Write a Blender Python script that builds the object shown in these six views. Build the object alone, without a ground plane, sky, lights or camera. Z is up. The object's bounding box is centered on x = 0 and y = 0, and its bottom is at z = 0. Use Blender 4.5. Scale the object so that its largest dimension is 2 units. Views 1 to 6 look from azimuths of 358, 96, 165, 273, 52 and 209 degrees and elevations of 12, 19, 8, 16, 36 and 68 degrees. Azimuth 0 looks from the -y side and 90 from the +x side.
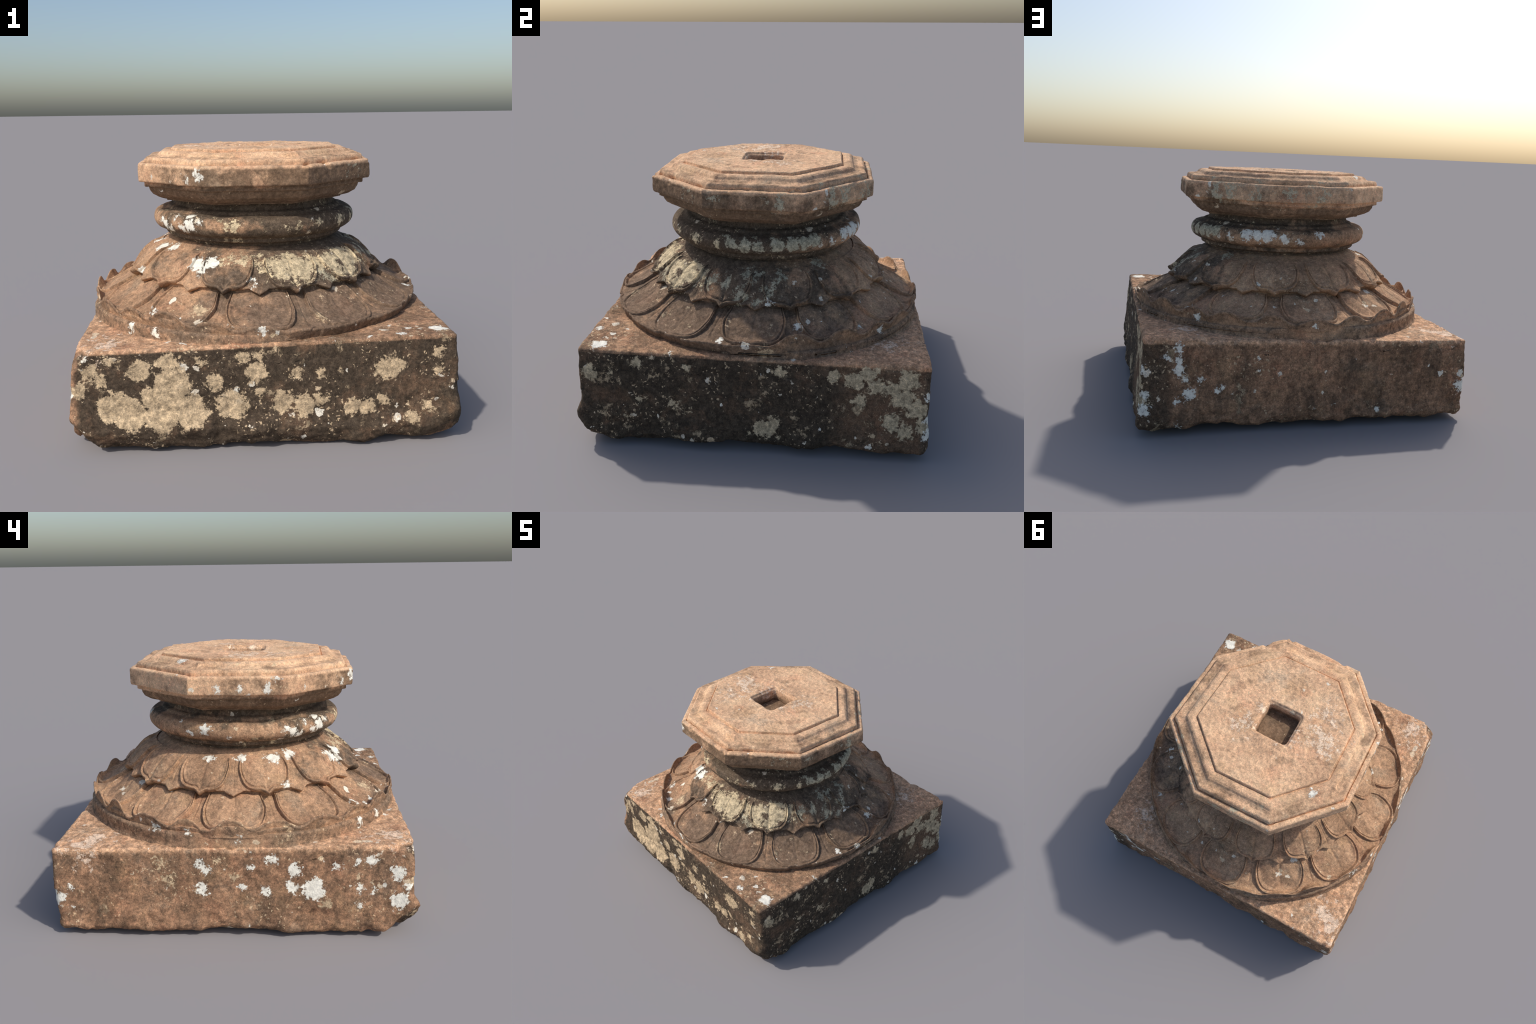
"""Weathered sandstone column base: rough plinth, two rows of carved lotus
petals, a round torus moulding and an octagonal slab with a square socket."""
import bpy, math
import numpy as np

AXIS = np.array([-0.014, 0.002])          # axis of the turned parts
RNG = np.random.default_rng(7)

# ---------------------------------------------------------------- noise ----
_perm = np.random.default_rng(11).permutation(256).astype(np.int64)
_perm = np.concatenate([_perm, _perm, _perm])
_ga = np.random.default_rng(12).normal(size=(256, 3))
_ga /= np.linalg.norm(_ga, axis=1)[:, None]


def perlin(p):
    p = np.asarray(p, float)
    i = np.floor(p).astype(np.int64)
    f = p - i
    i &= 255
    u = f * f * f * (f * (f * 6 - 15) + 10)
    out = 0.0
    for dx in (0, 1):
        wx = u[..., 0] if dx else 1 - u[..., 0]
        for dy in (0, 1):
            wy = u[..., 1] if dy else 1 - u[..., 1]
            for dz in (0, 1):
                wz = u[..., 2] if dz else 1 - u[..., 2]
                h = _perm[_perm[_perm[i[..., 0] + dx] + i[..., 1] + dy] + i[..., 2] + dz]
                g = _ga[h]
                d = g[..., 0] * (f[..., 0] - dx) + g[..., 1] * (f[..., 1] - dy) + g[..., 2] * (f[..., 2] - dz)
                out = out + wx * wy * wz * d
    return out * 1.6


def fbm(p, freq, octaves=4, gain=0.5, seed=0.0):
    p = np.asarray(p, float) * freq + np.array([seed * 17.3, seed * 5.1, seed * 9.7])
    a, out = 1.0, 0.0
    for _ in range(octaves):
        out = out + a * perlin(p)
        p = p * 2.03 + 3.7
        a *= gain
    return out


def smooth(a, b, x):
    t = np.clip((x - a) / (b - a), 0, 1)
    return t * t * (3 - 2 * t)


# --------------------------------------------------------------- meshes ----
def mesh_from_arrays(name, verts, quads, tris=None):
    me = bpy.data.meshes.new(name)
    nq = len(quads)
    nt = 0 if tris is None else len(tris)
    loops = np.concatenate([np.asarray(quads, np.int32).ravel(), np.asarray(tris, np.int32).ravel()]) if nt else np.asarray(quads, np.int32).ravel()
    me.vertices.add(len(verts))
    me.vertices.foreach_set("co", np.asarray(verts, np.float32).ravel())
    me.loops.add(len(loops))
    me.loops.foreach_set("vertex_index", loops)
    me.polygons.add(nq + nt)
    starts = np.concatenate([np.arange(nq) * 4, nq * 4 + np.arange(nt) * 3]).astype(np.int32)
    me.polygons.foreach_set("loop_start", starts)
    me.update(calc_edges=True)
    me.validate()
    me.polygons.foreach_set("use_smooth", np.ones(len(me.polygons), bool))
    return me


def grid_quads(n, m, wrap=False, base=0):
    i = np.arange(n - 1)[:, None]
    j = np.arange(m if wrap else m - 1)[None, :]
    k = (j + 1) % m
    q = np.stack([i * m + j + 0 * i, i * m + k, (i + 1) * m + k, (i + 1) * m + j], -1)
    return q.reshape(-1, 4) + base


def grid_normals(P, wrap=False):
    if wrap:
        dj = np.roll(P, -1, 1) - np.roll(P, 1, 1)
    else:
        dj = np.gradient(P, axis=1)
    di = np.gradient(P, axis=0)
    n = np.cross(dj, di)
    return n / (np.linalg.norm(n, axis=-1, keepdims=True) + 1e-12)


def add_object(name, me, parent, material, kind=None):
    o = bpy.data.objects.new(name, me)
    bpy.context.scene.collection.objects.link(o)
    o.parent = parent
    me.materials.append(material)
    if kind:
        o["kind"] = kind
    return o


def polyline(points, step, soft=2):
    """Resample a profile evenly, then smooth lightly to round its arrises."""
    p = np.array(points, float)
    s = np.concatenate([[0], np.cumsum(np.linalg.norm(np.diff(p, axis=0), axis=1))])
    n = max(8, int(s[-1] / step))
    t = np.linspace(0, s[-1], n)
    q = np.stack([np.interp(t, s, p[:, k]) for k in range(p.shape[1])], 1)
    for _ in range(soft):
        q[1:-1] = 0.25 * q[:-2] + 0.5 * q[1:-1] + 0.25 * q[2:]
    return q


def catmull(points, n):
    p = np.array(points, float)
    s = np.concatenate([[0], np.cumsum(np.linalg.norm(np.diff(p, axis=0), axis=1))])
    m = np.gradient(p, s, axis=0)
    t = np.linspace(0, s[-1], n)
    k = np.clip(np.searchsorted(s, t, side="right") - 1, 0, len(p) - 2)
    h = (s[k + 1] - s[k])[:, None]
    u = ((t - s[k])[:, None]) / h
    return (2 * u**3 - 3 * u**2 + 1) * p[k] + (u**3 - 2 * u**2 + u) * h * m[k] + (-2 * u**3 + 3 * u**2) * p[k + 1] + (u**3 - u**2) * h * m[k + 1]


# ------------------------------------------------------------ materials ----
class Nodes:
    def __init__(self, name):
        self.mat = bpy.data.materials.new(name)
        self.mat.use_nodes = True
        self.t = self.mat.node_tree
        self.t.nodes.clear()

    def link(self, socket, value):
        if value is None:
            return
        if isinstance(value, bpy.types.NodeSocket):
            self.t.links.new(value, socket)
        else:
            socket.default_value = value

    def math(self, op, a, b=None, c=None, clamp=False):
        n = self.t.nodes.new("ShaderNodeMath")
        n.operation, n.use_clamp = op, clamp
        for s, v in zip(n.inputs, (a, b, c)):
            self.link(s, v)
        return n.outputs[0]

    def vec(self, op, a, b=None, scale=None):
        n = self.t.nodes.new("ShaderNodeVectorMath")
        n.operation = op
        self.link(n.inputs[0], a)
        if b is not None:
            self.link(n.inputs[1], b)
        if scale is not None:
            self.link(n.inputs["Scale"], scale)
        return n.outputs["Value"] if op in ("DISTANCE", "LENGTH", "DOT_PRODUCT") else n.outputs[0]

    def noise(self, p, scale, detail=4, rough=0.55, colour=False):
        n = self.t.nodes.new("ShaderNodeTexNoise")
        n.noise_dimensions = "3D"
        self.link(n.inputs["Vector"], p)
        n.inputs["Scale"].default_value = scale
        n.inputs["Detail"].default_value = detail
        n.inputs["Roughness"].default_value = rough
        return n.outputs["Color" if colour else "Fac"]

    def voronoi(self, p, scale):
        n = self.t.nodes.new("ShaderNodeTexVoronoi")
        self.link(n.inputs["Vector"], p)
        n.inputs["Scale"].default_value = scale
        return n.outputs["Distance"], n.outputs["Color"]

    def step(self, x, lo, hi, a=0.0, b=1.0):
        n = self.t.nodes.new("ShaderNodeMapRange")
        n.interpolation_type = "SMOOTHSTEP"
        for s, v in zip(n.inputs, (x, lo, hi, a, b)):
            self.link(s, v)
        return n.outputs[0]

    def mix(self, f, a, b, blend="MIX"):
        n = self.t.nodes.new("ShaderNodeMix")
        n.data_type, n.blend_type = "RGBA", blend
        self.link(n.inputs[0], f)
        for s, v in ((n.inputs[6], a), (n.inputs[7], b)):
            self.link(s, (*v, 1) if isinstance(v, tuple) else v)
        return n.outputs[2]

    def ramp(self, f, stops):
        n = self.t.nodes.new("ShaderNodeValToRGB")
        e = n.color_ramp.elements
        while len(e) < len(stops):
            e.new(0.5)
        for k, (pos, c) in zip(e, stops):
            k.position, k.color = pos, (*c, 1)
        self.link(n.inputs[0], f)
        return n.outputs[0]

    def offset(self, p, v):
        return self.vec("ADD", p, v)


TAN = (0.66, 0.50, 0.32)
WHITE = (0.90, 0.86, 0.75)
YELLOW = (0.80, 0.65, 0.42)
GREY_GREEN = (0.58, 0.52, 0.37)


def stone_material(name, crusts=(), stain=None, stain_colour=(0.075, 0.055, 0.038), specks=0.35,
                   stone=((0.130, 0.080, 0.049), (0.295, 0.171, 0.104), (0.395, 0.229, 0.140), (0.47, 0.292, 0.180)),
                   fleck=0.65, relief=1.0, ochre=0.4, calm=0.0, upper_face=None, bloom=None, bloom_colour=TAN, mottle=0.35):
    """Sandstone with grain, mottling, dark growth (stain) and crusts of lichen.
    crusts: list of (colour, spots) with spots as (x, y, z, radius)."""
    g = Nodes(name)
    tc = g.t.nodes.new("ShaderNodeTexCoord")
    P = tc.outputs["Object"]
    w1 = g.vec("SUBTRACT", g.noise(P, 14, 2, 0.5, True), (0.5, 0.5, 0.5))
    w2 = g.vec("SUBTRACT", g.noise(P, 62, 3, 0.6, True), (0.5, 0.5, 0.5))
    W = g.vec("ADD", g.vec("ADD", P, g.vec("SCALE", w1, scale=0.055)), g.vec("SCALE", w2, scale=0.032))
    grain = g.math("ADD", g.math("MULTIPLY", g.noise(P, 150, 4, 0.75), 0.6), g.math("MULTIPLY", g.noise(g.offset(P, (2.7, 1.9, 6.3)), 62, 4, 0.7), 0.4))
    mid = g.noise(P, 34, 5, 0.68)
    broad = g.noise(P, 3.6, 6, 0.62)
    # stone body
    body = g.ramp(g.math("ADD", g.math("MULTIPLY", broad, 0.62), g.math("MULTIPLY", mid, 0.38)),
                  [(0.28, stone[0]), (0.44, stone[1]), (0.55, stone[2]), (0.72, stone[3])])
    och = g.step(g.noise(g.offset(P, (4.1, 2.2, 7.7)), 6, 6, 0.65), 0.5, 0.66)
    body = g.mix(g.math("MULTIPLY", och, ochre), body, g.mix(0.5, body, (0.52, 0.34, 0.18)))
    dirt = g.step(g.noise(g.offset(P, (9.1, 3.2, 1.7)), 9, 8, 0.72), 0.5, 0.7)
    body = g.mix(g.math("MULTIPLY", dirt, 0.75), body, g.mix(0.25, (0.15, 0.098, 0.062), body))
    if upper_face is not None:          # rain-washed paler stone on the upper face
        body = g.mix(g.math("MULTIPLY", upper_face(g, P, mid), 0.85), body, g.mix(g.step(mid, 0.35, 0.68), (0.48, 0.285, 0.170), (0.78, 0.49, 0.31)))
    mot = g.noise(g.offset(P, (0.7, 5.1, 3.4)), 24, 9, 0.8)
    body = g.mix(mottle, body, g.mix(1.0, body, g.ramp(mot, [(0.36, (0.40, 0.41, 0.42)), (0.47, (0.80, 0.82, 0.82)), (0.54, (1.12, 1.10, 1.06)), (0.64, (1.65, 1.62, 1.55))]), "MULTIPLY"))
    hue = g.noise(g.offset(P, (7.7, 3.1, 0.4)), 5.5, 6, 0.68)
    body = g.mix(g.step(hue, 0.50, 0.72, 0, 0.7), body, g.mix(1.0, body, (1.08, 0.92, 0.90), "MULTIPLY"))
    body = g.mix(g.step(hue, 0.32, 0.46, 0.75, 0), body, g.mix(1.0, body, (0.80, 0.92, 1.02), "MULTIPLY"))
    # pale flecks and dark pits
    fl = g.step(g.noise(g.offset(P, (1.3, 8.2, 5.7)), 95, 4, 0.75), 0.56, 0.68)
    fl = g.math("MULTIPLY", fl, g.step(g.noise(g.offset(P, (6.3, 1.2, 2.7)), 11, 4, 0.6), 0.42, 0.66))
    body = g.mix(g.math("MULTIPLY", fl, fleck), body, (0.66, 0.46, 0.31))
    height = g.math("MULTIPLY", grain, 0.5)
    height = g.math("ADD", height, g.math("MULTIPLY", mid, 0.9))
    # dark growth
    if stain is not None:
        s = stain(g, P, mid, broad)
        dark = g.mix(g.step(mid, 0.35, 0.7), stain_colour, tuple(c * 2.1 for c in stain_colour))
        body = g.mix(s, body, dark)
        if bloom is not None:           # map-like patches of crust on the dark growth
            m1 = g.noise(g.vec("ADD", W, (3.9, 6.6, 1.2)), 8.5, 10, 0.74)
            m2 = g.math("MULTIPLY", g.step(m1, bloom, bloom + 0.02), g.step(s, 0.25, 0.6))
            body = g.mix(g.math("MULTIPLY", m2, 0.85), body, g.mix(g.step(mid, 0.35, 0.65), tuple(c * 0.35 for c in bloom_colour), tuple(c * 0.85 for c in bloom_colour)))
            height = g.math("ADD", height, g.math("MULTIPLY", m2, 0.6))
    # scattered small specks of lichen
    d, c = g.voronoi(W, 15)
    sep = g.t.nodes.new("ShaderNodeSeparateColor")
    g.link(sep.inputs[0], c)
    region = g.step(g.noise(g.offset(P, (2.2, 4.4, 9.1)), 3.5, 3, 0.6), 0.42, 0.62, 0.3, 1.0)
    rad = g.math("MULTIPLY", g.step(sep.outputs[0], 1.0 - specks * 0.9, 1.0, 0.0, 0.42), region)
    sp = g.step(g.math("SUBTRACT", rad, d), 0.0, 0.05)
    body = g.mix(g.math("MULTIPLY", sp, 0.85), body, g.mix(sep.outputs[1], TAN, WHITE))
    d2, c2 = g.voronoi(W, 62)
    sep2 = g.t.nodes.new("ShaderNodeSeparateColor")
    g.link(sep2.inputs[0], c2)
    rad2 = g.math("MULTIPLY", g.step(sep2.outputs[0], 1.0 - specks * 0.9, 1.0, 0.0, 0.45), region)
    sp2 = g.step(g.math("SUBTRACT", rad2, d2), 0.0, 0.08)
    body = g.mix(g.math("MULTIPLY", sp2, 0.7), body, TAN)
    # placed crusts
    ragged = g.math("SUBTRACT", g.noise(P, 34, 9, 0.78), 0.5)
    porous = g.noise(g.offset(P, (3.3, 0.4, 6.1)), 120, 3, 0.7)
    cover = 0.0
    broken = g.noise(g.offset(P, (8.1, 5.4, 2.1)), 19, 6, 0.7)
    for colour, spots, density in crusts:
        acc = None
        for x, y, z, r in spots:
            v = g.math("SUBTRACT", r, g.vec("DISTANCE", W, (x, y, z)))
            acc = v if acc is None else g.math("MAXIMUM", acc, v)
        soft = 1.0 - density            # 0: crisp crust, 1: thin dusty film
        edge = g.math("ADD", acc, g.math("MULTIPLY", ragged, 0.15))
        v = g.math("ADD", g.math("MULTIPLY", edge, 110 - 92 * soft), g.math("MULTIPLY", g.math("SUBTRACT", porous, 0.5), 1.0 + 7.0 * soft))
        v = g.math("ADD", v, g.math("MULTIPLY", g.math("SUBTRACT", broken, 0.5 + 0.05 * soft), 20.0 * soft))
        m = g.step(v, -0.25, 0.35)
        pale = min(colour) > 0.7
        tone = g.mix(g.step(mid, 0.32, 0.68), tuple(c * (0.84 if pale or soft > 0.8 else 0.52) for c in colour), tuple(min(1, c * 1.12) for c in colour))
        body = g.mix(g.math("MULTIPLY", m, 0.95 - 0.18 * soft), body, tone)
        if pale:
            cover = g.math("MAXIMUM", cover, m)
        height = g.math("ADD", height, g.math("MULTIPLY", m, g.math("ADD", 0.35, g.math("MULTIPLY", porous, 0.9))))
    # grain on everything
    body = g.mix(g.math("SUBTRACT", 1.0, g.math("MULTIPLY", cover, 0.7)), body, g.ramp(grain, [(0.38, (0.52 + 0.25 * calm,) * 3), (0.46, (0.84 + 0.07 * calm,) * 3), (0.54, (1.08, 1.07, 1.05)), (0.62, (1.55 - 0.35 * calm, 1.50 - 0.35 * calm, 1.42 - 0.33 * calm))]), "MULTIPLY")
    bump = g.t.nodes.new("ShaderNodeBump")
    bump.inputs["Strength"].default_value = 0.55 * relief
    bump.inputs["Distance"].default_value = 0.006
    g.link(bump.inputs["Height"], height)
    bsdf = g.t.nodes.new("ShaderNodeBsdfPrincipled")
    g.link(bsdf.inputs["Base Color"], body)
    g.link(bsdf.inputs["Normal"], bump.outputs[0])
    bsdf.inputs["Roughness"].default_value = 0.92
    bsdf.inputs["Specular IOR Level"].default_value = 0.15
    out = g.t.nodes.new("ShaderNodeOutputMaterial")
    g.link(out.inputs[0], bsdf.outputs[0])
    return g.mat


def around(spots, radius_at):
    """(azimuth, height, size) on a turned surface -> points in space."""
    out = []
    for a, z, r in spots:
        R, t = radius_at(z), math.radians(a)
        out.append((AXIS[0] + R * math.cos(t), AXIS[1] + R * math.sin(t), z, r))
    return out


# -------------------------------------------------------------- profile ----
UPPER = [(0.545, 0.912), (0.578, 0.894), (0.608, 0.878), (0.637, 0.857), (0.665, 0.831), (0.692, 0.799), (0.718, 0.765), (0.744, 0.739)]
LOWER = [(0.688, 0.722), (0.735, 0.701), (0.775, 0.681), (0.82, 0.659), (0.865, 0.639), (0.91, 0.621), (0.948, 0.612)]


def bell_radius(z):
    pts = sorted([(p[1], p[0]) for p in UPPER + LOWER[1:]] + [(0.53, 0.955), (0.585, 0.955)])
    return float(np.interp(z, [p[0] for p in pts], [p[1] for p in pts]))


# --------------------------------------------------------------- plinth ----
CORNERS_TOP = {(-1, -1): (-0.932, -0.958), (1, -1): (0.945, -0.934), (1, 1): (0.949, 0.963), (-1, 1): (-0.970, 0.986)}
CORNERS_LOW = {(-1, -1): (-0.966, -0.965), (1, -1): (0.986, -0.930), (1, 1): (0.981, 0.966), (-1, 1): (-0.990, 0.990)}


def plinth_top(x, y):
    return 0.531 + 0.022 * x - 0.012 * y + 0.026 * smooth(0.2, 1.2, x) * smooth(0.2, 1.2, y)


def build_plinth():
    nx, nz = 200, 76
    lin = np.linspace(-1, 1, nx + 1)
    ax = 0.55 * lin + 0.45 * np.sin(lin * math.pi / 2)
    linz = np.linspace(0, 1, nz + 1)
    az = 0.6 * linz + 0.4 * (0.5 - 0.5 * np.cos(linz * math.pi))
    idx, co, quads = {}, [], []
    arrays = []

    def face(A, B, make):
        a, b = np.meshgrid(A, B, indexing="ij")
        return make(a, b)

    sides = [face(ax, az, lambda a, c: (a, -np.ones_like(a), c)), face(ax, az, lambda a, c: (np.ones_like(a), a, c)),
             face(ax, az, lambda a, c: (-a, np.ones_like(a), c)), face(ax, az, lambda a, c: (-np.ones_like(a), -a, c)),
             face(ax, ax, lambda a, b: (a, b, np.ones_like(a))), face(ax, ax, lambda a, b: (-a, b, np.zeros_like(a)))]
    base = 0
    for s in sides:
        P = np.stack(s, -1)
        n, m = P.shape[:2]
        arrays.append(P.reshape(-1, 3))
        i, j = np.meshgrid(np.arange(n - 1), np.arange(m - 1), indexing="ij")
        quads.append(np.stack([i * m + j, (i + 1) * m + j, (i + 1) * m + j + 1, i * m + j + 1], -1).reshape(-1, 4) + base)
        base += n * m
    U = np.concatenate(arrays)
    quads = np.concatenate(quads)
    key = np.round(U * 1e6).astype(np.int64)
    _, first, inv = np.unique(key, axis=0, return_index=True, return_inverse=True)
    U, quads = U[first], inv.reshape(-1)[quads]
    a, b, c = U.T
    # rounded box in plain measures
    H = 0.53
    p0 = np.stack([a * 0.95, b * 0.95, c * H], -1)
    rt, rl, rv = 0.012, 0.045, 0.022
    r = np.where(c > 0.5, rt, rl + 0 * c)
    rx = np.where(c > 0.5, np.maximum(rt, rv), rl)
    lo = np.stack([-0.95 + rx, -0.95 + rx, r], -1)
    hi = np.stack([0.95 - rx, 0.95 - rx, H - r], -1)
    q = np.clip(p0, lo, hi)
    d = (p0 - q) / np.stack([rx, rx, r], -1)
    L = np.linalg.norm(d, axis=1, keepdims=True)
    nrm = d / np.maximum(L, 1e-9)
    p = q + np.where(L > 1e-9, nrm, 0) * np.stack([rx, rx, r], -1)
    # corners that are not square
    sx, sy, h = p[:, 0] / 0.95, p[:, 1] / 0.95, p[:, 2] / H
    xy = 0
    for (i, j), top in CORNERS_TOP.items():
        w = ((1 + i * sx) / 2 * (1 + j * sy) / 2)[:, None]
        xy = xy + w * (np.array(top) * h[:, None] + np.array(CORNERS_LOW[(i, j)]) * (1 - h[:, None]))
    x, y = xy.T
    # height: sloping top, uneven underside
    under = 0.022 + 0.012 * smooth(0.3, 1, sx) + 0.012 * sy + 0.018 * fbm(np.stack([x, y, 0 * x], -1), 2.6, 3, seed=3) + 0.010 * fbm(np.stack([x, y, 0 * x], -1), 9, 2, seed=4)
    front_cut = smooth(0.84, 1.0, np.abs(sx)) * smooth(0.84, 1.0, -sy)
    under = under + np.where(sx < 0, 0.15, 0.045) * front_cut
    under = under - 0.012 * smooth(0.6, 1, sx) * smooth(0.6, 1, sy) + 0.016 * smooth(0.2, 0.9, -sx) * smooth(0.5, 1, -sy) - 0.008 * smooth(0.2, 0.9, sx) * smooth(0.5, 1, -sy)
    z = under + (plinth_top(x, y) - under) * h
    P = np.stack([x, y, z], -1)
    # front face: hollow at mid height, hacked bulge low down, turned under
    fr = smooth(0.93, 1.0, -b) * np.where(c < 1, 1, 0.0)
    corner = smooth(0.82, 1.0, np.abs(sx))
    hump = np.exp(-((z - (0.115 + 0.055 * corner - 0.035 * smooth(-0.2, 0.4, sx) * (1 - corner))) / 0.06) ** 2)
    belly = -(0.030 + 0.011 * (1 - smooth(-0.5, 0.2, sx)) - 0.002 * corner) * hump * (0.8 + 0.5 * fbm(P, 3.0, 2, seed=8))
    turn = 0.012 * (1 - smooth(0.0, 0.15, z)) ** 1.6
    P[:, 1] += np.where(b < -0.5, smooth(0.5, 1.0, -sy), 0) * (belly * (c < 0.999) + turn)
    # rough stone
    nn = np.where(L > 1e-9, nrm, 0)
    rough = 0.0045 * fbm(P, 7, 4, seed=1) + 0.0022 * fbm(P, 38, 3, seed=2)
    low = 1 - smooth(0.06, 0.24, z)
    rough = rough * (1 + 0.4 * low) + low * (0.020 * fbm(P, 5.0, 3, seed=5) + 0.004 * fbm(P, 22, 2, seed=6)) * (np.abs(nn[:, 2]) < 0.9)
    front_rough = (nn[:, 1] < -0.5) * (1 - smooth(0.2, 0.34, z)) * 0.006 * fbm(P, 16, 3, seed=9)
    top_dish = (nn[:, 2] > 0.5) * (0.004 * fbm(P, 2.2, 2, seed=10))
    P = P + nn * (rough + front_rough + top_dish)[:, None]
    # arrises nibbled by weather
    edge = np.minimum(1 - np.abs(P[:, 0]) / 0.955, 1 - np.abs(P[:, 1]) / 0.955)
    bite = np.clip(fbm(P, 11, 3, seed=12) - 0.18, 0, 1) * 0.035
    P[:, 2] -= np.where(P[:, 2] > 0.45, bite * (1 - smooth(0.0, 0.03, edge)), 0)
    # the broken front left corner
    k = np.array([-0.62, -0.30, 0.725])
    k /= np.linalg.norm(k)
    for point, normal in (((-0.935, -0.86, 0.487), k), ((-0.935, -0.93, 0.455), np.array([-0.55, -0.70, 0.45]) / np.linalg.norm([-0.55, -0.70, 0.45]))):
        over = (P - np.array(point)) @ normal + 0.006 * fbm(P, 18, 3, seed=13)
        P = P - np.clip(over, 0, None)[:, None] * normal
    P[:, 2] -= P[:, 2].min()
    return mesh_from_arrays("plinth", P, quads)


# ---------------------------------------------------------- turned parts ----
def turned(name, profile, n=384, amp=0.0035, seed=0, centre=AXIS, reshape=None):
    t = np.arange(n) / n * 2 * math.pi
    R = profile[:, 0][:, None] + 0 * t[None]
    Zc = profile[:, 1][:, None] + 0 * t[None]
    if reshape is not None:
        R, Zc = reshape(R, Zc, t[None, :])
    P = np.stack([centre[0] + R * np.cos(t), centre[1] + R * np.sin(t), Zc], -1)
    N = grid_normals(P, True)
    # keep normals pointing away from the axis or up
    P = P + N * (amp * fbm(P, 6, 3, seed=seed) + 0.45 * amp * fbm(P, 30, 3, seed=seed + 1))[..., None]
    return mesh_from_arrays(name, P.reshape(-1, 3), grid_quads(len(profile), n, True)), P


def broken_front(t):
    """1 where the lower rim is broken away (front right), 0 elsewhere."""
    a = np.degrees(np.arctan2(np.sin(t), np.cos(t)))
    return smooth(-88, -74, a) * (1 - smooth(-14, -3, a))


def sunk_front(r, t):
    """The lower slope lies deeper on the worn front right."""
    a = np.degrees(np.arctan2(np.sin(t), np.cos(t)))
    low = 0.011 * smooth(-125, -75, a) * (1 - smooth(-30, 5, a)) * (1 - 0.4 * smooth(0.86, 0.93, r))
    high = 0.018 * smooth(-40, 5, a) * (1 - smooth(55, 95, a))
    return (low - high) * smooth(0.71, 0.80, r)


# ---------------------------------------------------------------- petals ----
def frame(profile, n):
    c = catmull(profile, n)
    T = np.gradient(c, axis=0)
    T /= np.linalg.norm(T, axis=1)[:, None]
    N = np.stack([-T[:, 1], T[:, 0]], 1)          # outward and upward
    s = np.concatenate([[0], np.cumsum(np.linalg.norm(np.diff(c, axis=0), axis=1))])
    return c, N, s


CU = frame(UPPER, 200)
CL = frame(LOWER, 200)


def at(curve, v):
    c, N, s = curve
    u = v * s[-1]
    f = lambda k, A: np.interp(u, s, A[:, k])
    over = np.maximum(v - 1, 0) * s[-1]
    T = c[-1] - c[-2]
    T = T / np.linalg.norm(T)
    pos = np.stack([f(0, c) + over * T[0], f(1, c) + over * T[1]], -1)
    nor = np.stack([f(0, N), f(1, N)], -1)
    return pos, nor / np.linalg.norm(nor, axis=-1, keepdims=True)


def petal(name, curve, azimuth, half, vend, relief, skirt, seed, ns=91, nt=76):
    """A carved petal on the bell: its outline is vend(s) down the profile for
    s in -1..1 across, relief(s, v, d) lifts it and skirt closes its edge."""
    length = curve[2][-1]
    s = np.sin(np.linspace(-1, 1, ns) * math.pi / 2)
    wob = 0.022 * RNG.normal(size=3)
    ve = vend(s) * (1 + 0.012 * fbm(np.stack([s * 2.2, 0 * s + seed, 0 * s], -1), 1.0, 3))
    t = np.linspace(0, 1, nt) ** 0.8
    S, T = np.meshgrid(s, t, indexing="xy")
    VE = np.broadcast_to(ve, T.shape)
    V = T * VE
    width = half(V) if callable(half) else half * (0.9 + 0.1 * smooth(0.0, 0.45, V))
    slope = np.abs(np.gradient(ve, s)) * length / (np.max(width) * math.pi / 180 * 0.8)
    D = (1 - T) * VE * length / np.sqrt(1 + slope**2)[None]
    wide = width * (1 + wob[0])
    A = np.radians(azimuth + wob[1] * 12) + np.radians(wide) * S
    pos, nor = at(curve, V)
    h = relief(S, V, D)
    rz = pos + nor * h[..., None]
    for k, (dh, dr) in enumerate(skirt):            # edge face below the lip
        rim = rz[nt - 1 : nt]
        vend_pos, vend_nor = at(curve, V[nt - 1 : nt])
        depth = dh if callable(dh) else (lambda z, n: None)
        row = dh(rim, vend_pos, vend_nor)
        rz = np.concatenate([rz, row], 0)
        A = np.concatenate([A, A[nt - 1 : nt] + (np.radians(azimuth + wob[1] * 12) - A[nt - 1 : nt]) * dr], 0)
    rz[..., 1] -= sunk_front(rz[..., 0], A)
    P = np.stack([AXIS[0] + rz[..., 0] * np.cos(A), AXIS[1] + 0.014 - 0.005 * smooth(0.7, 0.8, rz[..., 0]) + rz[..., 0] * np.sin(A), rz[..., 1]], -1)
    N = grid_normals(P)
    P = P + N * (0.0022 * fbm(P, 11, 3, seed=21) + 0.0011 * fbm(P, 45, 2, seed=22))[..., None]
    return mesh_from_arrays(name, P.reshape(-1, 3), grid_quads(P.shape[0], ns)[:, ::-1])


def tucked(v, reach, half, full):
    """Half width of a narrow petal whose flanks just tuck under its neighbours."""
    edge = np.clip(1 - np.clip(v / reach, 0, 1) ** (1 / 0.40), 0, 1) ** (1 / 3.9)
    return np.minimum(full, 15 - half * (0.9 + 0.1 * smooth(0, 0.45, v)) * edge + 1.3)


def crest(s, width):
    g = np.exp(-(np.abs(s) / width) ** 2)
    return np.tanh(1.5 * g) / math.tanh(1.5)


def lobed(s, reach, tip, tip_width):
    body = reach * np.clip(1 - np.abs(s) ** 3.9, 0, 1) ** 0.40
    return body + tip * np.clip(1 - np.abs(s) / tip_width, 0, 1) ** 1.2


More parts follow.
